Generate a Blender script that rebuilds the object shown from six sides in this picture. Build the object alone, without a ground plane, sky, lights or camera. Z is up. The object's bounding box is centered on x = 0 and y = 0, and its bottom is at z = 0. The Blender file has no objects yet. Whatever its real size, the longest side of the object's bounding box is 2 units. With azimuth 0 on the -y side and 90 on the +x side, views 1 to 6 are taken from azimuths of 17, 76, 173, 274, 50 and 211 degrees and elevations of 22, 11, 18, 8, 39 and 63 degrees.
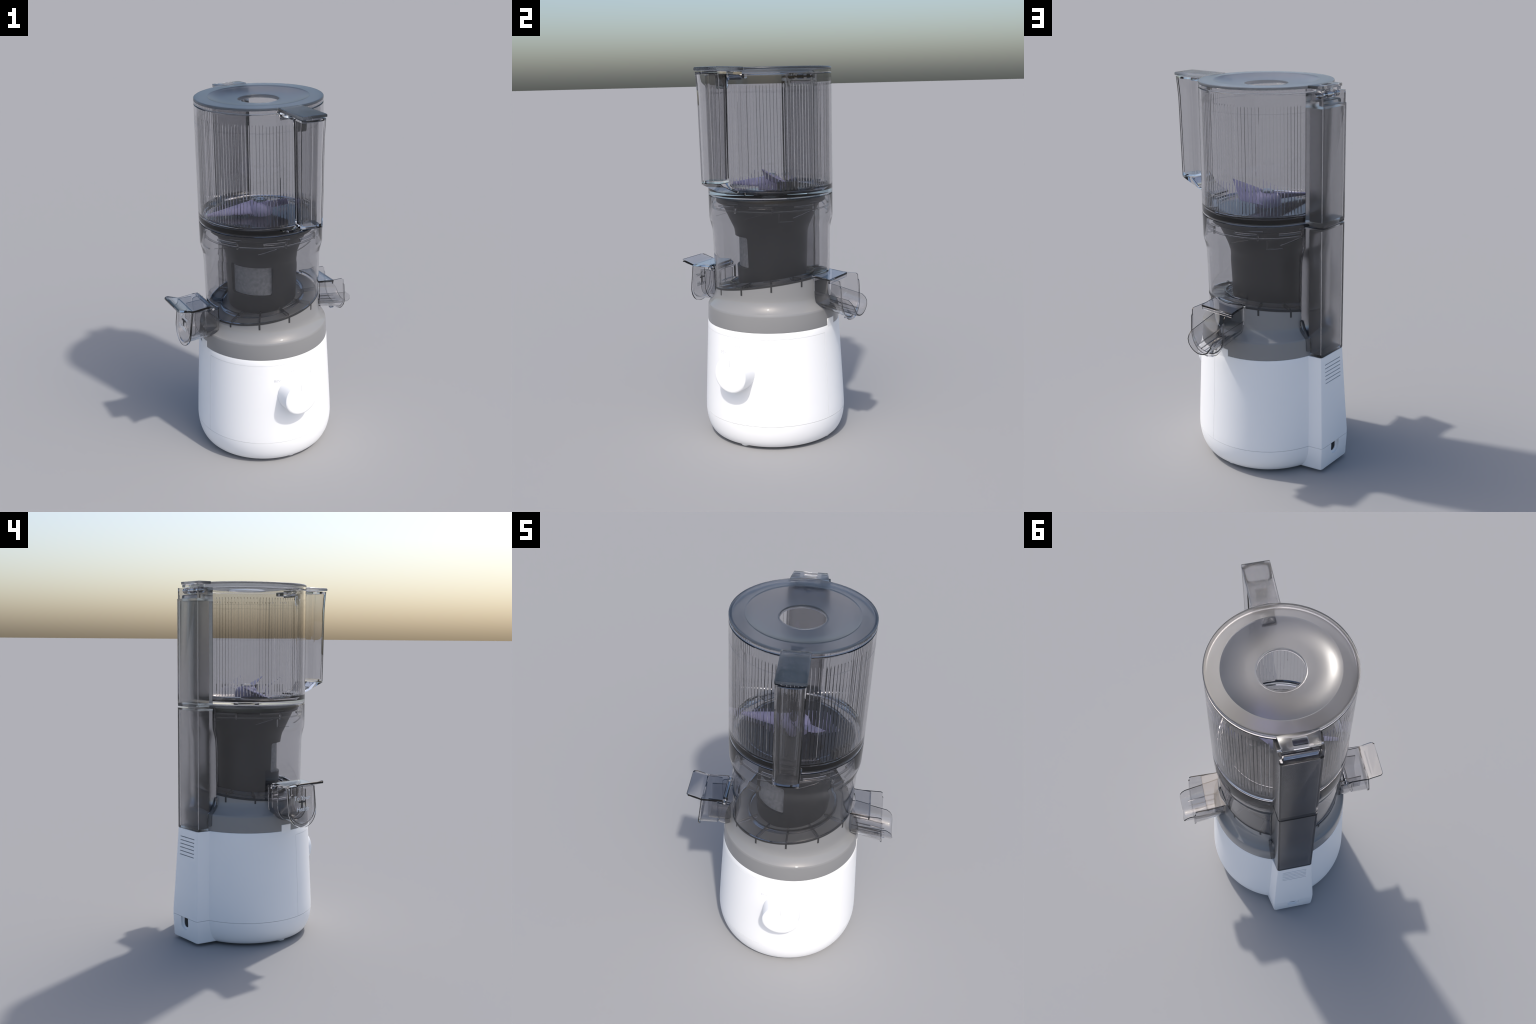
import bpy, bmesh, math
from math import sin, cos, pi, radians, sqrt
from mathutils import Vector, Matrix

# ---------------------------------------------------------------- frame
AXIS = (0.0043, 0.0124)          # where the machine's upright axis stands
TURN = radians(44.1)             # the front (handle, dial) faces azimuth 44 deg
# local frame: -Y is the front, +X the pulp chute side, -X the juice spout side

# ---------------------------------------------------------------- materials
def new_mat(name):
    m = bpy.data.materials.new(name)
    m.use_nodes = True
    nt = m.node_tree
    return m, nt, nt.nodes["Principled BSDF"]

def setp(b, **kw):
    for k, v in kw.items():
        b.inputs[k.replace("_", " ")].default_value = v

def grain(nt, b, scale, amount, dist=0.002, stretch=None):
    tc = nt.nodes.new("ShaderNodeTexCoord")
    n = nt.nodes.new("ShaderNodeTexNoise")
    n.inputs["Scale"].default_value = scale
    n.inputs["Detail"].default_value = 3
    src = tc.outputs["Object"]
    if stretch:
        mp = nt.nodes.new("ShaderNodeMapping")
        mp.inputs["Scale"].default_value = stretch
        nt.links.new(src, mp.inputs["Vector"])
        src = mp.outputs["Vector"]
    nt.links.new(src, n.inputs["Vector"])
    bp = nt.nodes.new("ShaderNodeBump")
    bp.inputs["Strength"].default_value = amount
    bp.inputs["Distance"].default_value = dist
    nt.links.new(n.outputs["Fac"], bp.inputs["Height"])
    nt.links.new(bp.outputs["Normal"], b.inputs["Normal"])
    return n

def vary(nt, b, n, lo, hi):
    r = nt.nodes.new("ShaderNodeValToRGB")
    r.color_ramp.elements[0].position = 0.3
    r.color_ramp.elements[1].position = 0.7
    r.color_ramp.elements[0].color = (*lo, 1)
    r.color_ramp.elements[1].color = (*hi, 1)
    nt.links.new(n.outputs["Fac"], r.inputs["Fac"])
    nt.links.new(r.outputs["Color"], b.inputs["Base Color"])

def smoke(name, col, rough=0.0, ior=1.46):
    m, nt, b = new_mat(name)
    setp(b, Base_Color=(*col, 1), Roughness=rough, IOR=ior, Transmission_Weight=1.0)
    return m, nt, b

WHITE, nt, b = new_mat("white_plastic")
setp(b, Base_Color=(0.93, 0.93, 0.93, 1), Roughness=0.42)
n = grain(nt, b, 900, 0.03, 0.0005)
vary(nt, b, n, (0.94, 0.94, 0.943), (0.95, 0.95, 0.95))

CLEAR, nt, b = smoke("smoky_clear_plastic", (0.74, 0.74, 0.755))
THIN, nt, b = smoke("pale_clear_plastic", (0.80, 0.80, 0.81))
FROST, nt, b = smoke("frosted_smoky_plastic", (0.66, 0.66, 0.675), 0.20)
LIDM, nt, b = smoke("frosted_lid_plastic", (0.68, 0.68, 0.695), 0.28)
TONGUE, nt, b = smoke("textured_lid_plastic", (0.70, 0.70, 0.72), 0.05)
grain(nt, b, 140, 0.55, 0.004, (1.0, 2.6, 1.0))

GREY, nt, b = new_mat("grey_skirt_plastic")
setp(b, Base_Color=(0.26, 0.26, 0.262, 1), Roughness=0.35, Specular_IOR_Level=0.1, Coat_Weight=0.8, Coat_Roughness=0.03)
n = grain(nt, b, 500, 0.02, 0.0005)
vary(nt, b, n, (0.245, 0.245, 0.247), (0.255, 0.255, 0.256))

DARK, nt, b = new_mat("dark_strainer_plastic")
setp(b, Base_Color=(0.045, 0.045, 0.047, 1), Roughness=0.45)
n = grain(nt, b, 400, 0.05, 0.0005)
vary(nt, b, n, (0.029, 0.029, 0.0305), (0.034, 0.034, 0.0355))

MESHM, nt, b = new_mat("fine_filter_mesh")
setp(b, Base_Color=(0.2, 0.2, 0.205, 1), Roughness=0.6)
n = grain(nt, b, 60, 0.25, 0.002)
vary(nt, b, n, (0.30, 0.30, 0.31), (0.42, 0.42, 0.43))

LILAC, nt, b = new_mat("lilac_plastic")
setp(b, Base_Color=(0.47, 0.44, 0.68, 1), Roughness=0.4)
n = grain(nt, b, 500, 0.03, 0.0005)
vary(nt, b, n, (0.46, 0.43, 0.67), (0.48, 0.45, 0.69))

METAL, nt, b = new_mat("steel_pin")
setp(b, Base_Color=(0.85, 0.85, 0.85, 1), Roughness=0.15, Metallic=1.0)

BLACK, nt, b = new_mat("black_fill")  # flat black standing in for the dark depth of openings
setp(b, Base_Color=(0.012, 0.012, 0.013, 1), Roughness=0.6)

INK, nt, b = new_mat("pale_grey_ink")
setp(b, Base_Color=(0.74, 0.74, 0.75, 1), Roughness=0.5)
PRINT, nt, b = new_mat("white_print")
setp(b, Base_Color=(0.85, 0.87, 0.90, 1), Roughness=0.5)

# ---------------------------------------------------------------- helpers
COL = bpy.context.scene.collection

def finish(name, me, mat, parent, angle=20, smooth=True):
    me.materials.clear()
    me.materials.append(mat)
    for p in me.polygons:
        p.use_smooth = smooth
        p.material_index = 0
    if smooth:
        me.set_sharp_from_angle(angle=radians(angle))
    o = bpy.data.objects.new(name, me)
    me.name = name
    COL.objects.link(o)
    o.parent = parent
    return o

def mesh_of(verts, faces):
    me = bpy.data.meshes.new("m")
    me.from_pydata(verts, [], faces)
    bm = bmesh.new()
    bm.from_mesh(me)
    bmesh.ops.remove_doubles(bm, verts=bm.verts, dist=1e-6)
    bmesh.ops.recalc_face_normals(bm, faces=bm.faces)
    bm.to_mesh(me)
    bm.free()
    return me

def revolve(profile, segs=160, closed=True, shift=None):
    """Spin a list of (r, z) about the axis. A closed profile makes a solid ring;
    an open one starts and ends on the axis (r = 0). shift(x, y, z) -> z bends it."""
    V, F = [], []
    n = len(profile)
    for i in range(segs):
        a = 2 * pi * i / segs
        for r, z in profile:
            x, y = r * sin(a), -r * cos(a)
            V.append((x, y, shift(x, y, z) if shift else z))
    m = n if closed else n - 1
    for i in range(segs):
        j = (i + 1) % segs
        for k in range(m):
            l = (k + 1) % n
            F.append((i * n + k, i * n + l, j * n + l, j * n + k))
    return mesh_of(V, F)

def loft(sections, cap=True, loop=True):
    """Join equal-length rings of points."""
    V = [p for s in sections for p in s]
    n = len(sections[0])
    F = []
    for i in range(len(sections) - 1):
        for k in range(n if loop else n - 1):
            l = (k + 1) % n
            F.append((i * n + k, i * n + l, (i + 1) * n + l, (i + 1) * n + k))
    if cap:
        F.append(tuple(range(n)))
        F.append(tuple(range((len(sections) - 1) * n, len(sections) * n)))
    return mesh_of(V, F)

def bevel(me, w, segs=2, angle=40):
    bm = bmesh.new()
    bm.from_mesh(me)
    E = [e for e in bm.edges if len(e.link_faces) == 2 and e.calc_face_angle(0) > radians(angle)]
    bmesh.ops.bevel(bm, geom=E, offset=w, segments=segs, profile=0.5, affect='EDGES', clamp_overlap=True)
    bmesh.ops.recalc_face_normals(bm, faces=bm.faces)
    bm.to_mesh(me)
    bm.free()
    return me

def box(x0, x1, y0, y1, z0, z1, w=0.0, segs=2):
    s = lambda z: [(x0, y0, z), (x1, y0, z), (x1, y1, z), (x0, y1, z)]
    me = loft([s(z0), s(z1)])
    return bevel(me, w, segs) if w else me

def cylinder(p, q, r, segs=24, w=0.0):
    p, q = Vector(p), Vector(q)
    d = (q - p).normalized()
    u = d.orthogonal().normalized()
    v = d.cross(u)
    s = lambda c: [tuple(c + r * (cos(2 * pi * i / segs) * u + sin(2 * pi * i / segs) * v)) for i in range(segs)]
    me = loft([s(p), s(q)])
    return bevel(me, w, 2, 60) if w else me

def join(*meshes):
    bm = bmesh.new()
    for m in meshes:
        bm.from_mesh(m)
    out = bpy.data.meshes.new("m")
    bm.to_mesh(out)
    bm.free()
    return out

def flip(me):
    bm = bmesh.new()
    bm.from_mesh(me)
    bmesh.ops.reverse_faces(bm, faces=bm.faces)
    bm.to_mesh(me)
    bm.free()
    return me

def boolean(a, b, op="DIFFERENCE"):
    oa, ob = bpy.data.objects.new("a", a), bpy.data.objects.new("b", b)
    COL.objects.link(oa)
    COL.objects.link(ob)
    md = oa.modifiers.new("b", "BOOLEAN")
    md.operation, md.object, md.solver = op, ob, "EXACT"
    bpy.context.view_layer.update()
    out = bpy.data.meshes.new_from_object(oa.evaluated_get(bpy.context.evaluated_depsgraph_get()))
    bpy.data.objects.remove(oa)
    bpy.data.objects.remove(ob)
    return out

def cut_plane(me, co, no, keep_below=True):
    bm = bmesh.new()
    bm.from_mesh(me)
    r = bmesh.ops.bisect_plane(bm, geom=bm.verts[:] + bm.edges[:] + bm.faces[:], plane_co=co, plane_no=no,
                               clear_outer=keep_below, clear_inner=not keep_below)
    E = [e for e in r["geom_cut"] if isinstance(e, bmesh.types.BMEdge)]
    bmesh.ops.holes_fill(bm, edges=E)
    out = bpy.data.meshes.new("m")
    bmesh.ops.recalc_face_normals(bm, faces=bm.faces)
    bm.to_mesh(out)
    bm.free()
    return out

def arc(cx, cz, r, a0, a1, n):
    return [(cx + r * cos(radians(a0 + (a1 - a0) * i / n)), cz + r * sin(radians(a0 + (a1 - a0) * i / n))) for i in range(n + 1)]

def sector(r0, r1, a0, a1, z0, z1, n=8, w=0.0):
    """A curved block between two radii, two azimuths (degrees, 0 = front) and two heights."""
    secs = []
    for i in range(n + 1):
        a = radians(a0 + (a1 - a0) * i / n)
        secs.append([(r * sin(a), -r * cos(a), z) for r, z in ((r0, z0), (r1, z0), (r1, z1), (r0, z1))])
    me = loft(secs)
    return bevel(me, w, 2) if w else me

def lettering(body, size, extrude, origin, right, up):
    cu = bpy.data.curves.new("t", "FONT")
    cu.body, cu.size, cu.extrude, cu.align_x, cu.align_y = body, size, extrude, "CENTER", "CENTER"
    o = bpy.data.objects.new("t", cu)
    COL.objects.link(o)
    bpy.context.view_layer.update()
    me = bpy.data.meshes.new_from_object(o.evaluated_get(bpy.context.evaluated_depsgraph_get()))
    bpy.data.objects.remove(o)
    R, U = Vector(right).normalized(), Vector(up).normalized()
    N = R.cross(U)
    M = Matrix((R, U, N)).transposed().to_4x4()
    M.translation = Vector(origin)
    me.transform(M)
    return me

# ---------------------------------------------------------------- the thing
root = bpy.data.objects.new("slow_juicer", None)
COL.objects.link(root)
root.location = (AXIS[0], AXIS[1], 0)
root.rotation_euler = (0, 0, TURN)
root["label"] = "tall white slow juicer with smoky transparent hopper and bowl"
root["category"] = "juicer"

# ---------------------------------------------------------------- motor base
def base_profile():
    pts = [(0.0, 0.010)]
    rb, h, r0, z0 = 0.330, 0.140, 0.3885, 0.010
    for i in range(19):
        t = (pi / 2) * i / 18
        pts.append((rb + (r0 - rb) * sin(t), z0 + h * (1 - cos(t))))
    for z, r in ((0.19, 0.3870), (0.24, 0.3845), (0.32, 0.3803), (0.42, 0.3748), (0.52, 0.3693), (0.60, 0.3648), (0.641, 0.3627), (0.645, 0.3612)):
        pts.append((r, z))
    pts.append((0.0, 0.645))
    return pts

def tower_section(z, hw, back):
    y0 = 0.30
    c = 0.014
    fl = hw + 0.20 * (back - c - y0)
    return [(-fl, y0, z), (fl, y0, z), (hw, back - c, z), (hw - c * 0.29, back - c * 0.29, z), (hw - c, back, z),
            (-hw + c, back, z), (-hw + c * 0.29, back - c * 0.29, z), (-hw, back - c, z)]

body = revolve(base_profile(), 240, closed=False)
tower = loft([tower_section(z, hw, bk) for z, hw, bk in
              ((0.016, 0.1145, 0.435), (0.022, 0.1160, 0.4370), (0.13, 0.1185, 0.4425), (0.17, 0.1180, 0.4425), (0.30, 0.1115, 0.435),
               (0.45, 0.1050, 0.4275), (0.644, 0.0960, 0.4180))])
body = boolean(body, tower, "UNION")
# outline of the front panel: two upright grooves and one along the top
groove = join(sector(0.33, 0.40, -79.22, -78.98, 0.1430, 0.612, 2), sector(0.33, 0.40, 78.98, 79.22, 0.1430, 0.612, 2))
shell_cut = revolve([(0.3620, 0.6110), (0.40, 0.6110), (0.40, 0.6125), (0.3620, 0.6125)], 192)
arc_keep = sector(0.30, 0.45, -79.2, 79.2, 0.60, 0.62, 64)
top_groove = boolean(shell_cut, arc_keep, "INTERSECT")
groove_ring = join(groove)
core = revolve([(0.0, 0.05), (0.3860, 0.144), (0.3815, 0.25), (0.3725, 0.42), (0.3625, 0.60), (0.3605, 0.63), (0.0, 0.63)], 96, closed=False)
groove_thin = boolean(groove_ring, core, "DIFFERENCE")
body = boolean(body, groove_thin, "DIFFERENCE")
body = boolean(body, top_groove, "DIFFERENCE")
# vents and the socket opening in the tower's back
slots = [box(-0.066, 0.066, 0.395, 0.46, 0.601 - i * 0.0205 - 0.0055, 0.601 - i * 0.0205, 0) for i in range(6)]
cutter = join(*slots)
body = boolean(body, cutter, "DIFFERENCE")
sock = [(-0.034, 0.155), (-0.034, 0.106)] + arc(0, 0.106, 0.034, 180, 360, 14)[1:] + [(0.034, 0.155)]
sockcut = loft([[(x, y, z) for x, z in sock] for y in (0.428, 0.50)])
lowcut = loft([[(x * 0.66, y, 0.106 + (z - 0.106) * 0.72 + 0.001) for x, z in sock] for y in (0.385, 0.50)])
lower = cut_plane(body, (0, 0, 0.1425), (0, 0, 1), True)
upper = cut_plane(body, (0, 0, 0.1443), (0, 0, 1), False)
lower = boolean(lower, sockcut, "DIFFERENCE")
lower = boolean(lower, lowcut, "DIFFERENCE")
housing = finish("motor_housing", upper, WHITE, root, 30)
foot_shell = finish("base_shell", lower, WHITE, root, 30)
finish("seam_liner", revolve([(0.0, 0.10), (0.38, 0.139), (0.38, 0.147), (0.0, 0.18)], 96, closed=False), INK, housing)
finish("socket_dark_fill", loft([[(x * 0.645, y, 0.106 + (z - 0.106) * 0.70) for x, z in sock if z <= 0.1561] + [] for y in (0.386, 0.4235)]), BLACK, foot_shell)  # added solid black block filling the socket hole, so it reads as deep
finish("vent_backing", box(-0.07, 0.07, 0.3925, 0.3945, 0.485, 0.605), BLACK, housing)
footme = revolve([(0.0, 0.0), (0.021, 0.0), (0.026, 0.002), (0.029, 0.007), (0.030, 0.02), (0.0, 0.02)], 24, closed=False)
for i, a in enumerate((0, 90, -90, 180)):
    f = finish("rubber_foot", footme if i == 0 else footme, WHITE, foot_shell)
    f.location = (0.308 * sin(radians(a)), -0.308 * cos(radians(a)), 0.0)

# locking tabs that rise into the skirt's notches
for a in (-91, 89):
    finish("locking_tab", sector(0.345, 0.3630, a - 5.2, a + 5.2, 0.63, 0.6815, 10, 0.002), WHITE, housing)

# dial
def dial(r, y0, y1):
    prof = [(0.0, y1), (r - 0.012, y1), (r - 0.005, y1 + 0.0012), (r - 0.0015, y1 + 0.004), (r, y1 + 0.010), (r + 0.003, y0), (0.0, y0)]
    me = revolve(prof, 72, closed=False)
    me.transform(Matrix.Translation((0, 0, 0.4315)) @ Matrix(((1, 0, 0, 0), (0, 0, 1, 0), (0, -1, 0, 0), (0, 0, 0, 1))))
    return me
knob = finish("dial_knob", dial(0.0967, -0.362, -0.449), WHITE, root, 30)
finish("dial_mark", box(-0.0016, 0.0016, -0.4496, -0.4485, 0.478, 0.514), INK, knob)

def on_body(az, R, z):
    a = radians(az)
    return (R * sin(a), -R * cos(a), z), (cos(a), sin(a), 0)
for word, az, z in (("REV", -15.3, 0.520), ("OFF", 0.0, 0.561), ("ON", 15.5, 0.520)):
    p, t = on_body(az, 0.3694 if z < 0.54 else 0.3672, z)
    finish("lettering", lettering(word, 0.021, 0.0012, p, t, (0, 0, 1)), INK, housing)

# ---------------------------------------------------------------- grey skirt under the bowl
FLOOR = lambda x: 0.871 + 0.15 * x
def follow(x, y, z):
    # heights above 0.80 stretch so that 0.86 lands on the sloping floor's underside
    return z if z < 0.80 else z + (z - 0.80) / 0.06 * (FLOOR(x) - 0.0135 - 0.86)
skirt_prof = [(0.0, 0.6465), (0.3612, 0.6465), (0.3616, 0.650), (0.3602, 0.690), (0.3586, 0.728), (0.3573, 0.7355), (0.3545, 0.7405),
              (0.3490, 0.7450), (0.3420, 0.7520), (0.3355, 0.7600), (0.3290, 0.7690), (0.3235, 0.7790), (0.3195, 0.7890), (0.3168, 0.800), (0.3154, 0.815), (0.3150, 0.835), (0.3150, 0.86), (0.0, 0.86)]
sk = revolve(skirt_prof, 192, closed=False, shift=follow)
for a in (-91, 89):
    sk = boolean(sk, sector(0.28, 0.40, a - 5.3, a + 5.3, 0.60, 0.6825, 10), "DIFFERENCE")
sk = boolean(sk, box(0.22, 0.36, -0.075, 0.075, 0.770, 0.890), "DIFFERENCE")
skirt = finish("bowl_skirt", sk, GREY, root, 20)

# ---------------------------------------------------------------- juicing bowl
wall = [(0.3150, 0.8682), (0.3152, 0.90), (0.3172, 1.02), (0.3192, 1.12), (0.3215, 1.150), (0.3275, 1.178), (0.3335, 1.202), (0.3350, 1.215),
        (0.3358, 1.330), (0.3350, 1.3345), (0.3270, 1.3345), (0.3262, 1.215), (0.3240, 1.200), (0.3180, 1.180), (0.3120, 1.152), (0.3095, 1.12),
        (0.3075, 1.02), (0.3055, 0.90), (0.3050, 0.8682)]
bw = revolve(wall, 240, shift=lambda x, y, z: z if z > 0.95 else z + (FLOOR(x) - 0.871) * (0.95 - z) / 0.0818)
for x0, x1 in ((0.28, 0.34), (-0.34, -0.28)):
    bw = boolean(bw, box(x0, x1, -0.072, 0.072, FLOOR(0.31 if x0 > 0 else -0.31) + 0.004, 0.893), "DIFFERENCE")
bowl = finish("juicing_bowl", bw, CLEAR, root, 20)
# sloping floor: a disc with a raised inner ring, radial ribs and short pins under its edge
fl = revolve([(0.222, -0.0125), (0.236, -0.0125), (0.236, -0.002), (0.232, 0.010), (0.226, 0.010), (0.222, -0.002)], 144, shift=lambda x, y, z: FLOOR(x) + z)
finish("floor_ring", fl, CLEAR, bowl)
fr = revolve([(0.3030, -0.0130), (0.3160, -0.0130), (0.3160, -0.0035), (0.3030, -0.0035)], 192, shift=lambda x, y, z: FLOOR(x) + z)
fr = boolean(fr, box(0.28, 0.36, -0.10, 0.10, 0.5, 1.0), "DIFFERENCE")
fr = boolean(fr, box(-0.36, -0.28, -0.085, 0.085, 0.5, 1.0), "DIFFERENCE")
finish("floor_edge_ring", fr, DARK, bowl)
for i in range(12):
    if i in (3, 6, 9):
        continue
    a = radians(30 * i)
    d, s = Vector((sin(a), -cos(a), 0)), Vector((cos(a), sin(a), 0))
    def quad(r, z0, z1):
        c = d * r
        return [tuple(c + s * k * 0.0045 + Vector((0, 0, FLOOR(c.x) + z))) for k, z in ((-1, z0), (1, z0), (1, z1), (-1, z1))]
    finish("floor_rib", bevel(loft([quad(0.200, -0.0120, 0.007), quad(0.3025, -0.0120, 0.007)]), 0.0015, 1), CLEAR, bowl)
    finish("floor_pin", loft([quad(0.309, -0.042, -0.0135), quad(0.3168, -0.042, -0.0135)]), DARK, bowl)

# bayonet collar where hopper and bowl lock
collar = [revolve([(0.3125, 1.268), (0.3205, 1.268), (0.3205, 1.274), (0.3125, 1.274)], 144)]
for a in (-150, -105, -60, -14, 22, 64, 110, 150):
    collar.append(sector(0.316, 0.3245, a - 11, a + 11, 1.288, 1.297, 12, 0.001))
    collar.append(sector(0.316, 0.3245, a + 10, a + 11.4, 1.262, 1.300, 2, 0.001))
def ramp(a0, a1, z0, z1, n=10):
    """A thin rib climbing round the inside of the collar."""
    secs = []
    for i in range(n + 1):
        a, z = radians(a0 + (a1 - a0) * i / n), z0 + (z1 - z0) * i / n
        secs.append([(r * sin(a), -r * cos(a), z + h) for r, h in ((0.318, 0), (0.3248, 0), (0.3248, 0.0028), (0.318, 0.0028))])
    return loft(secs)
for a0 in (-170, -120, -75, -30, 8, 52, 95, 140):
    collar.append(ramp(a0, a0 + 17, 1.236, 1.262))
    collar.append(sector(0.318, 0.3248, a0 + 18, a0 + 30, 1.3075, 1.3105, 6))
for a0 in (-98, 38, 128):
    collar.append(sector(0.318, 0.3248, a0, a0 + 1.2, 1.222, 1.262, 2))
    collar.append(sector(0.318, 0.3248, a0, a0 + 14, 1.2195, 1.2222, 6))
finish("bayonet_collar", join(*collar), CLEAR, bowl)

# ---------------------------------------------------------------- strainer
st = [(0.0, 0.845), (0.186, 0.845), (0.1885, 0.870), (0.190, 0.93), (0.1945, 1.03), (0.1970, 1.100), (0.1985, 1.124), (0.2035, 1.145), (0.2105, 1.164),
      (0.2200, 1.185), (0.2440, 1.2330), (0.2640, 1.2700), (0.2700, 1.2850), (0.2900, 1.2900), (0.2980, 1.2950), (0.2980, 1.3180), (0.2900, 1.3200), (0.0, 1.3200)]
stm = revolve(st, 144, closed=False)
win = sector(0.176, 0.26, -83, -9.5, 0.9460, 1.1145, 20, 0)
bmw = bmesh.new(); bmw.from_mesh(win)
radial = [e for e in bmw.edges if abs((e.verts[0].co - e.verts[1].co).normalized().dot(Vector((e.verts[0].co.x + e.verts[1].co.x, e.verts[0].co.y + e.verts[1].co.y, 0)).normalized())) > 0.95
          and any(len(f.verts) == 4 and abs(f.normal.z) < 0.1 and abs(f.normal.dot(Vector((f.calc_center_median().x, f.calc_center_median().y, 0)).normalized())) < 0.2 for f in e.link_faces)]
bmesh.ops.bevel(bmw, geom=radial, offset=0.014, segments=4, profile=0.5, affect='EDGES')
bmw.to_mesh(win); bmw.free()
stm = boolean(stm, win, "DIFFERENCE")
strainer = finish("strainer", stm, DARK, root, 30)
finish("filter_window", sector(0.170, 0.1772, -84, -8.5, 0.940, 1.120, 20), MESHM, strainer)

# ---------------------------------------------------------------- hopper
NF = 120
segs = NF * 8
rows_in = [1.386, 1.3930, 1.9060, 1.9140, 1.962]
V, F = [], []
prof_n = None
for i in range(segs):
    a = 2 * pi * i / segs
    az = (math.degrees(a) + 180) % 360 - 180
    fl_on = 1.0 if abs(az) < 162 else 0.0
    ridge = 1.0 if i % 8 == 0 else 0.0
    ring = []
    for k, z in enumerate(rows_in):
        r = 0.3218
        if 1.39 < z < 1.910 and fl_on:
            r -= 0.0012 * ridge
        ring.append((r, z))
    ring = [(0.050, 1.3450), (0.050, 1.3560), (0.262, 1.3560), (0.290, 1.3585), (0.303, 1.3630), (0.3120, 1.3700), (0.3175, 1.3775)] + ring
    ring += [(0.3255, 1.9650), (0.3340, 1.9650), (0.3355, 1.9630), (0.3360, 1.70), (0.3360, 1.345), (0.3350, 1.3385), (0.3230, 1.3385), (0.3225, 1.3450)]
    prof_n = len(ring)
    for r, z in ring:
        V.append((r * sin(a), -r * cos(a), z))
for i in range(segs):
    j = (i + 1) % segs
    for k in range(prof_n):
        l = (k + 1) % prof_n
        F.append((i * prof_n + k, i * prof_n + l, j * prof_n + l, j * prof_n + k))
hopper = finish("hopper", mesh_of(V, F), CLEAR, root, 3)
finish("chopping_ring", join(revolve([(0.252, 1.3568), (0.259, 1.3568), (0.259, 1.365), (0.252, 1.365)], 96),
       sector(0.262, 0.308, 28, 60, 1.3680, 1.376, 8, 0.002), sector(0.262, 0.308, -158, -135, 1.3680, 1.376, 8, 0.002)), CLEAR, hopper)
finish("fill_line", join(revolve([(0.3358, 1.8740), (0.3363, 1.8740), (0.3363, 1.8752), (0.3358, 1.8752)], 240),
       *[sector(0.3358, 0.33635, a - 8, a + 8, 1.8700, 1.8710, 8) for a in (-60, -22, 35, 70)]), CLEAR, hopper)
# tooth block at the front wall where food is nipped
for k in range(5):
    finish("nipping_tooth", sector(0.290, 0.3165, 38 + k * 4.2, 40.2 + k * 4.2, 1.3790, 1.425, 2, 0.001), DARK, hopper)

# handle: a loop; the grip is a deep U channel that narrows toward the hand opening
def grip(z, hw, yf, yb, bulge, t):
    """Cross-section of the grip: bowed front, sides drawing in to a rounded back; t insets it."""
    hw, yf, yb = hw - t, yf + t, yb - t
    hb, hm, ym = hw - 0.016, hw - 0.002, yf + 0.050 - t
    o = [(-hb, yb), (-hw + 0.007, yb - 0.006), (-hm, ym), (-hw, yf + 0.004), (-hw + 0.004, yf), (-hw * 0.5, yf - bulge * 0.75), (0.0, yf - bulge)]
    o += [(-x, y) for x, y in o[-2::-1]]
    return [(x, y, z) for x, y in o]
HW = lambda z: 0.0588 + 0.0072 * (z - 1.44) / 0.54
YF = lambda z: -0.5540 - 0.0105 * max(0.0, (z - 1.85) / 0.13) ** 1.5 - 0.002 * (z - 1.44)
zs = [1.4445, 1.50, 1.56, 1.63, 1.70, 1.78, 1.85, 1.88, 1.92, 1.95, 1.9775]
handle = finish("handle", join(loft([grip(z, HW(z), YF(z), -0.4690, 0.0125, 0.0) for z in zs]), flip(loft([grip(z, HW(z), YF(z), -0.4690, 0.0125, 0.0105) for z in [1.456] + zs[1:-1] + [1.966]]))), THIN, hopper, 30)
# upper and lower arms that tie the grip to the wall
arm_l = []
for x in (-0.0568, 0.0568):
    arm_l.append([(x, -0.5500, 1.4435), (x, -0.5560, 1.4380), (x, -0.4900, 1.4110), (x, -0.4300, 1.3880), (x, -0.3330, 1.3600), (x, -0.3330, 1.3740), (x, -0.4300, 1.4020), (x, -0.4700, 1.4340), (x, -0.4780, 1.4435)])
finish("handle_arm", bevel(loft(arm_l), 0.002, 1), THIN, handle, 30)
arm_u = []
for x in (-0.0580, 0.0580):
    arm_u.append([(x, -0.4630, 1.9770), (x, -0.3375, 1.9770), (x, -0.3375, 1.9350), (x, -0.3460, 1.9500), (x, -0.3600, 1.9590), (x, -0.4630, 1.9620)])
finish("handle_arm", bevel(loft(arm_u), 0.002, 1), THIN, handle, 30)
finish("handle_thumb_rib", bevel(loft([[(x, -0.438, 1.9615), (x, -0.413, 1.9615), (x, -0.420, 1.925), (x, -0.423, 1.895), (x, -0.430, 1.895), (x, -0.433, 1.925)] for x in (-0.030, 0.030)]), 0.002, 1), THIN, handle)
finish("lid_catch", bevel(loft([[(x, -0.250, 1.9420), (x, -0.312, 1.9420), (x, -0.312, 1.9640), (x, -0.250, 1.9640)] for x in (-0.034, 0.034)]), 0.004, 2), THIN, handle, 30)

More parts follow.
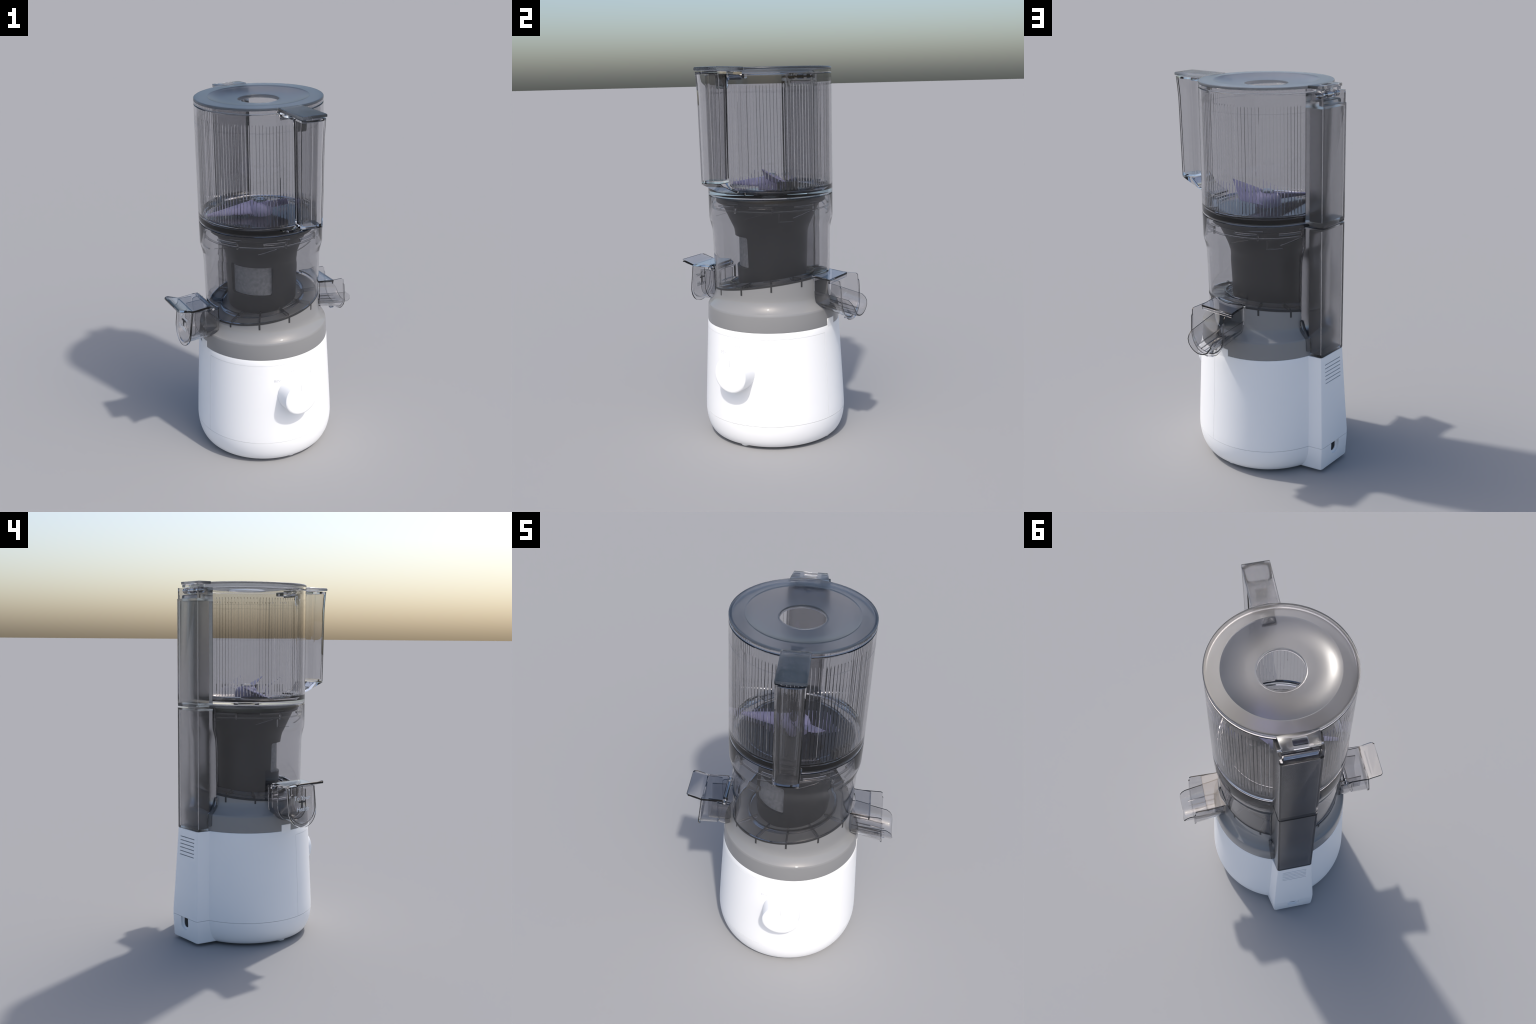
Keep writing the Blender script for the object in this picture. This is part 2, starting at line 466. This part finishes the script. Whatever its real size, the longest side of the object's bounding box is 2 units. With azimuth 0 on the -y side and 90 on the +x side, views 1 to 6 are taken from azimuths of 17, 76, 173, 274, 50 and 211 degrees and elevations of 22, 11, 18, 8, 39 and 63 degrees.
# ---------------------------------------------------------------- lilac chopping wing
hubp = [(0.0, 1.3560), (0.062, 1.3560), (0.066, 1.362), (0.066, 1.392), (0.060, 1.412), (0.045, 1.424), (0.022, 1.430), (0.0, 1.431)]
wing = finish("chopping_wing", revolve(hubp, 48, closed=False), LILAC, root, 40)
def fin(c00, c01, c10, c11, thick, bulge, n=12):
    """A curved blade: c00-c10 is its root, c01-c11 its outer end; thick in the middle, thin at the rims."""
    c00, c01, c10, c11 = map(Vector, (c00, c01, c10, c11))
    nrm = (c01 - c00).cross(c10 - c00).normalized()
    secs = []
    for i in range(n + 1):
        u = i / n
        top, bot = [], []
        for j in range(n + 1):
            v = j / n
            p = (c00 * (1 - u) + c01 * u) * (1 - v) + (c10 * (1 - u) + c11 * u) * v
            p = p + nrm * bulge * sin(pi * v) * (1 - 0.5 * u)
            h = 0.5 * thick * (0.15 + 0.85 * sin(pi * v) ** 0.5) * (1 - 0.55 * u)
            top.append(tuple(p + nrm * h))
            bot.append(tuple(p - nrm * h))
        secs.append(top + bot[::-1])
    return loft(secs)
finish("wing_blade", fin((0.0, 0.042, 1.428), (-0.278, 0.074, 1.3745), (-0.015, -0.040, 1.370), (-0.286, 0.058, 1.3655), 0.022, 0.010), LILAC, wing, 50)
finish("wing_blade", fin((-0.012, -0.045, 1.432), (0.063, -0.183, 1.483), (0.050, 0.035, 1.368), (0.142, -0.058, 1.402), 0.020, -0.010), LILAC, wing, 50)
finish("wing_cap", revolve([(0.0, 1.4318), (0.02, 1.4312), (0.034, 1.4285), (0.036, 1.433), (0.022, 1.441), (0.0, 1.443)], 36, closed=False), CLEAR, wing)

# ---------------------------------------------------------------- rear column (upper with the hinge, lower)
def column(z0, z1, wall_r, hw=0.0962, yb=0.4183, t=0.011):
    """A hollow box whose sides run in to the round wall (radius wall_r)."""
    def sec(z, h, b, y, g=0.0):
        c = 0.012
        f = h + 0.085 * (b - c - y)
        return [(-f, y, z), (f, y, z), (h, b - c, z), (h - c * 0.29, b - c * 0.29, z), (h - c, b, z), (-h + c, b, z), (-h + c * 0.29, b - c * 0.29, z), (-h, b - c, z)]
    y0 = 0.270
    outer = loft([sec(z0, hw, yb, y0), sec(z1, hw, yb, y0)])
    outer = boolean(outer, revolve([(0.0, z0 - 0.1), (wall_r, z0 - 0.1), (wall_r, z1 + 0.1), (0.0, z1 + 0.1)], 240, closed=False), "DIFFERENCE")
    return outer, (lambda a, b_: loft([sec(a, hw - t, yb - t, 0.3385), sec(b_, hw - t, yb - t, 0.3385)]))
out, inner = column(1.3390, 1.966, 0.3372)
out = boolean(out, box(-0.0800, 0.0800, 0.384, 0.45, 1.9080, 2.05), "DIFFERENCE")
out = boolean(out, box(-0.0835, 0.0835, 0.345, 0.45, 1.9280, 2.05), "DIFFERENCE")
out = boolean(out, box(-0.2, 0.2, 0.4070, 0.45, 1.9080, 2.05), "DIFFERENCE")
shell_u = boolean(out, inner(1.350, 1.895), "DIFFERENCE")
col_u = finish("hinge_column", shell_u, FROST, root, 25)
lip = loft([[(-0.0960, 0.3385, z), (0.0960, 0.3385, z), (0.0960, 0.408, z), (0.0860, 0.4180, z), (-0.0860, 0.4180, z), (-0.0960, 0.408, z)] for z in (1.3275, 1.3385)])
finish("column_foot", lip, FROST, col_u, 25)
out, inner = column(0.6465, 1.3190, 0.3166)
out = boolean(out, revolve([(0.0, 0.84), (0.3166, 0.84), (0.3168, 0.90), (0.3188, 1.02), (0.3208, 1.12), (0.3231, 1.150), (0.3291, 1.178), (0.3351, 1.202), (0.3372, 1.215), (0.3376, 1.40), (0.0, 1.40)], 240, closed=False), "DIFFERENCE")
out = boolean(out, revolve([(0.0, 0.60), (0.3645, 0.60), (0.3645, 0.690), (0.3605, 0.7400), (0.3500, 0.7470), (0.3300, 0.7700), (0.3210, 0.7900), (0.3175, 0.8100), (0.3170, 0.85), (0.0, 0.85)], 240, closed=False), "DIFFERENCE")
shell_l = boolean(out, inner(0.657, 1.308), "DIFFERENCE")
col_l = finish("support_column", shell_l, FROST, root, 25)

# hinge parts in the recess on top of the upper column
finish("hinge_pin", cylinder((-0.098, 0.372, 1.952), (0.098, 0.372, 1.952), 0.0075, 24), METAL, col_u)
for x0, x1 in ((-0.0790, -0.050), (-0.020, 0.020), (0.050, 0.0790)):
    finish("hinge_knuckle", cylinder((x0, 0.372, 1.952), (x1, 0.372, 1.952), 0.0155, 28, 0.002), CLEAR, col_u)
finish("hinge_latch", bevel(loft([[(x, 0.3860, 1.9100), (x, 0.398, 1.9100), (x, 0.396, 1.926), (x, 0.3860, 1.930)] for x in (-0.074, 0.074)]), 0.002), CLEAR, col_u)

# thin upright seal beside the column and its latch
for sgn in (-1, 1):
    path = [(0.104, 0.300, 1.325), (0.104, 0.300, 1.20), (0.104, 0.290, 1.150), (0.104, 0.286, 1.06), (0.104, 0.284, 0.87)]
    secs = []
    for x, y, z in path:
        rr = sqrt(x * x + y * y)
        k = (rr + 0.010) / rr
        secs.append([(sgn * x * k + 0.0045 * cos(q), y * k + 0.0045 * sin(q), z) for q in [2 * pi * j / 10 for j in range(10)]])
    finish("column_seal", loft(secs), CLEAR, col_l)
    finish("column_latch", bevel(loft([[(sgn * 0.1, 0.300, z), (sgn * 0.120, 0.300, z), (sgn * 0.120, y1, z), (sgn * 0.1, y1, z)] for z, y1 in ((0.672, 0.352), (0.71, 0.352), (0.76, 0.335), (0.83, 0.312))]), 0.003), CLEAR, col_l)

# ---------------------------------------------------------------- lid
lid_prof = [(0.1065, 1.9610), (0.1065, 1.9755), (0.1080, 1.9785), (0.1130, 1.9790), (0.1500, 1.9775), (0.1900, 1.9798), (0.2250, 1.9855), (0.2480, 1.9922), (0.2600, 1.9968),
            (0.2630, 1.9982), (0.3310, 1.9970), (0.3345, 1.9950), (0.3358, 1.9915), (0.3352, 1.9865), (0.3335, 1.9850), (0.3195, 1.9850), (0.2640, 1.9870),
            (0.2480, 1.9810), (0.2250, 1.9742), (0.1900, 1.9685), (0.1500, 1.9660), (0.1140, 1.9665), (0.1105, 1.9610)]
lid = finish("lid", revolve(lid_prof, 240), LIDM, root, 14)
finish("lid_rim", revolve([(0.3215, 1.9695), (0.3345, 1.9695), (0.3355, 1.9705), (0.3355, 1.9838), (0.3345, 1.9845), (0.3215, 1.9845)], 240), CLEAR, lid, 14)
# front tongue over the handle
def tongue(y, hw, z0, z1):
    return [(-hw, y, z0), (hw, y, z0), (hw, y, z1 - 0.003), (hw - 0.004, y, z1), (-hw + 0.004, y, z1), (-hw, y, z1 - 0.003)]
finish("lid_tongue", loft([tongue(-0.3300, 0.0655, 1.9815, 1.9985), tongue(-0.36, 0.0655, 1.9815, 1.9995), tongue(-0.5640, 0.0668, 1.9830, 2.0000), tongue(-0.5705, 0.0663, 1.9850, 1.9985)]), TONGUE, lid, 30)
# rear hinge plate with its window
plate = bevel(loft([[(-0.0930, 0.3240, z), (0.0930, 0.3240, z), (0.0835, 0.3900, z), (0.0800, 0.3980, z), (-0.0800, 0.3980, z), (-0.0835, 0.3900, z)] for z in (1.9845, 1.9990)]), 0.002, 2)
plate = boolean(plate, box(-0.033, 0.033, 0.348, 0.386, 1.95, 2.05, 0.006), "DIFFERENCE")
finish("lid_hinge_plate", plate, LIDM, lid, 30)
finish("lid_key", box(-0.008, 0.008, 0.2440, 0.2760, 1.9560, 1.9690, 0.002), CLEAR, lid)
finish("lid_hinge_lug", join(box(-0.078, -0.050, 0.350, 0.392, 1.9690, 1.9838, 0.002), box(0.050, 0.078, 0.350, 0.392, 1.9690, 1.9838, 0.002)), CLEAR, lid)

# ---------------------------------------------------------------- spouts
def ushape(hw, ztop, zbot, n=16):
    """U in (y, z): straight sides and a round bottom, from top left over the bottom to top right;
    if the top lies below the round part's centre the arc is simply cut short."""
    cz = zbot + hw
    a0 = 0.0 if ztop >= cz else math.asin(min(1.0, (cz - ztop) / hw))
    pts = [(-hw * cos(a0), ztop)]
    for i in range(n + 1):
        a = pi + a0 + (pi - 2 * a0) * i / n
        pts.append((hw * cos(a), cz + hw * sin(a)))
    pts.append((hw * cos(a0), ztop))
    if a0 > 0:
        e = 1e-4
        pts[0] = (pts[0][0], ztop + e)
        pts[-1] = (pts[-1][0], ztop + e)
    return pts

def ushell(stations, t):
    """stations: (x_top, x_bottom, half width, z top, z bottom). A thin open channel."""
    secs = []
    for xt, xb, hw, zt, zb in stations:
        o = ushape(hw, zt, zb)
        i = ushape(hw - t, zt, zb + t)
        f = lambda z: xt + (xb - xt) * (zt - z) / (zt - zb)
        secs.append([(f(z), y, z) for y, z in o] + [(f(z), y, z) for y, z in reversed(i)])
    return loft(secs)

# pulp chute on the +X side
chute = finish("pulp_chute", ushell([(0.318, 0.318, 0.102, 0.912, 0.730), (0.36, 0.36, 0.1045, 0.912, 0.724), (0.461, 0.470, 0.1075, 0.911, 0.701), (0.470, 0.480, 0.1080, 0.904, 0.696)], 0.0055), THIN, root, 30)
finish("chute_end_rim", ushell([(0.4705, 0.4805, 0.1088, 0.880, 0.689), (0.4765, 0.4885, 0.1092, 0.872, 0.683)], 0.008), CLEAR, chute, 30)
hz = lambda x: 0.013 * (0.409 - x) / 0.107
hood = bevel(loft([[(x, y, z + hz(x)) for x, y in ((0.3025, -0.1000), (0.409, -0.1010), (0.409, 0.1010), (0.3025, 0.1000), (0.3225, 0.050), (0.3285, 0.0), (0.3225, -0.050))] for z in (0.9005, 0.9110)]), 0.0015, 1)
finish("chute_hood", hood, CLEAR, chute, 30)
finish("hood_lip", box(0.400, 0.4085, -0.0985, 0.0985, 0.8870, 0.9000, 0.0015, 1), CLEAR, chute)
slope = lambda x: -0.18 * (x - 0.31)
trough = ushell([(x, x, 0.0985 - (0.0145 if x > 0.3 else 0) * (x - 0.31) / 0.21, zt, 0.746 + slope(x) + lift)
                 for x, zt, lift in ((0.318, 0.842 + slope(0.318), 0), (0.42, 0.842 + slope(0.42), 0), (0.505, 0.842 + slope(0.505), 0.002), (0.524, 0.792, 0.002), (0.535, 0.775, 0.004), (0.5395, 0.755, 0.007))], 0.005)
finish("chute_trough", trough, THIN, chute, 40)
for y in (-0.052, -0.026, 0.0, 0.026, 0.052):
    zb = 0.746 + 0.0985 - sqrt(max(1e-6, 0.0985 ** 2 - y * y)) + 0.0052
    finish("trough_rib", loft([[(x, y - 0.002, zb + slope(x) - 0.002), (x, y + 0.002, zb + slope(x) - 0.002), (x, y + 0.002, zb + slope(x) + 0.003), (x, y - 0.002, zb + slope(x) + 0.003)] for x in (0.33, 0.50)]), THIN, chute)
finish("trough_stop", box(0.445, 0.468, -0.012, 0.012, 0.6880, 0.6990, 0.002), CLEAR, chute)

# juice spout with its hinged cap on the -X side
mir = lambda me: (me.transform(Matrix.Scale(-1, 4, (1, 0, 0))), flip(me))[1]
spout = finish("juice_spout", mir(ushell([(0.318, 0.318, 0.074, 0.880, 0.722), (0.36, 0.36, 0.070, 0.884, 0.724), (0.437, 0.440, 0.066, 0.884, 0.722)], 0.006)), CLEAR, root, 30)
collar_ring = []
for x, hw, zt, zb in ((0.318, 0.103, 0.893, 0.698), (0.345, 0.102, 0.893, 0.699), (0.372, 0.098, 0.893, 0.704), (0.386, 0.091, 0.890, 0.711)):
    collar_ring.append((x, x, hw, zt, zb))
finish("spout_collar", mir(ushell(collar_ring, 0.006)), CLEAR, spout, 30)
cap = finish("spout_cap", mir(ushell([(0.389, 0.389, 0.0985, 0.9030, 0.7045), (0.452, 0.470, 0.0995, 0.9050, 0.7020), (0.462, 0.486, 0.1000, 0.9050, 0.7010)], 0.005)), THIN, root, 30)
def plate_u(hw, zt, zb, xt, xb):
    f = lambda z: xt + (xb - xt) * (zt - z) / (zt - zb)
    return [(f(z), y, z) for y, z in ushape(hw, zt, zb, 20)]
rim = loft([plate_u(0.1010, 0.904, 0.6845, 0.4620, 0.4880), plate_u(0.1015, 0.904, 0.6835, 0.4690, 0.4960),
            plate_u(0.0990, 0.904, 0.6860, 0.4720, 0.4990), plate_u(0.0790, 0.902, 0.706, 0.4720, 0.4970), plate_u(0.0775, 0.902, 0.7075, 0.4675, 0.4925)])
finish("cap_face", mir(rim), THIN, cap, 30)
lev = [(0.350, 0.909), (0.372, 0.9100), (0.452, 0.9060), (0.468, 0.9065), (0.482, 0.9105), (0.5430, 0.9250), (0.5475, 0.9285), (0.5470, 0.9370), (0.5440, 0.9385), (0.484, 0.9235),
       (0.468, 0.9175), (0.452, 0.9170), (0.372, 0.9225), (0.350, 0.9215)]
def lever_section(y, k=0.0):
    return [(min(x, 0.5475 - k), y, z) for x, z in lev]
lv = loft([lever_section(-0.1015, 0.022), lever_section(-0.0985, 0.008), lever_section(-0.0910, 0.0), lever_section(0.0910, 0.0), lever_section(0.0985, 0.008), lever_section(0.1015, 0.022)])
finish("cap_lever", mir(lv), CLEAR, cap, 30)
finish("cap_hinge_pin", cylinder((-0.347, -0.105, 0.902), (-0.347, 0.105, 0.902), 0.0062, 20), METAL, cap)
for y0, y1 in ((-0.1035, -0.086), (-0.070, 0.070), (0.086, 0.1035)):
    finish("cap_hinge_knuckle", cylinder((-0.347, y0, 0.902), (-0.347, y1, 0.902), 0.0135, 24, 0.002), CLEAR, cap)
xf = lambda z: -(0.4730 + 0.0265 * (0.902 - z) / 0.215)
for word, z in (("To Your", 0.845), ("Health", 0.785)):
    finish("lettering", lettering(word, 0.034, 0.0006, (xf(z) - 0.0004, 0, z), (0, -1, 0), (-0.12, 0, 1)), PRINT, cap)
finish("cap_emblem", join(box(xf(0.815) + 0.002, xf(0.815) + 0.006, -0.004, 0.004, 0.790, 0.832), box(xf(0.824) + 0.002, xf(0.824) + 0.006, -0.022, 0.022, 0.8200, 0.8280)), DARK, cap)
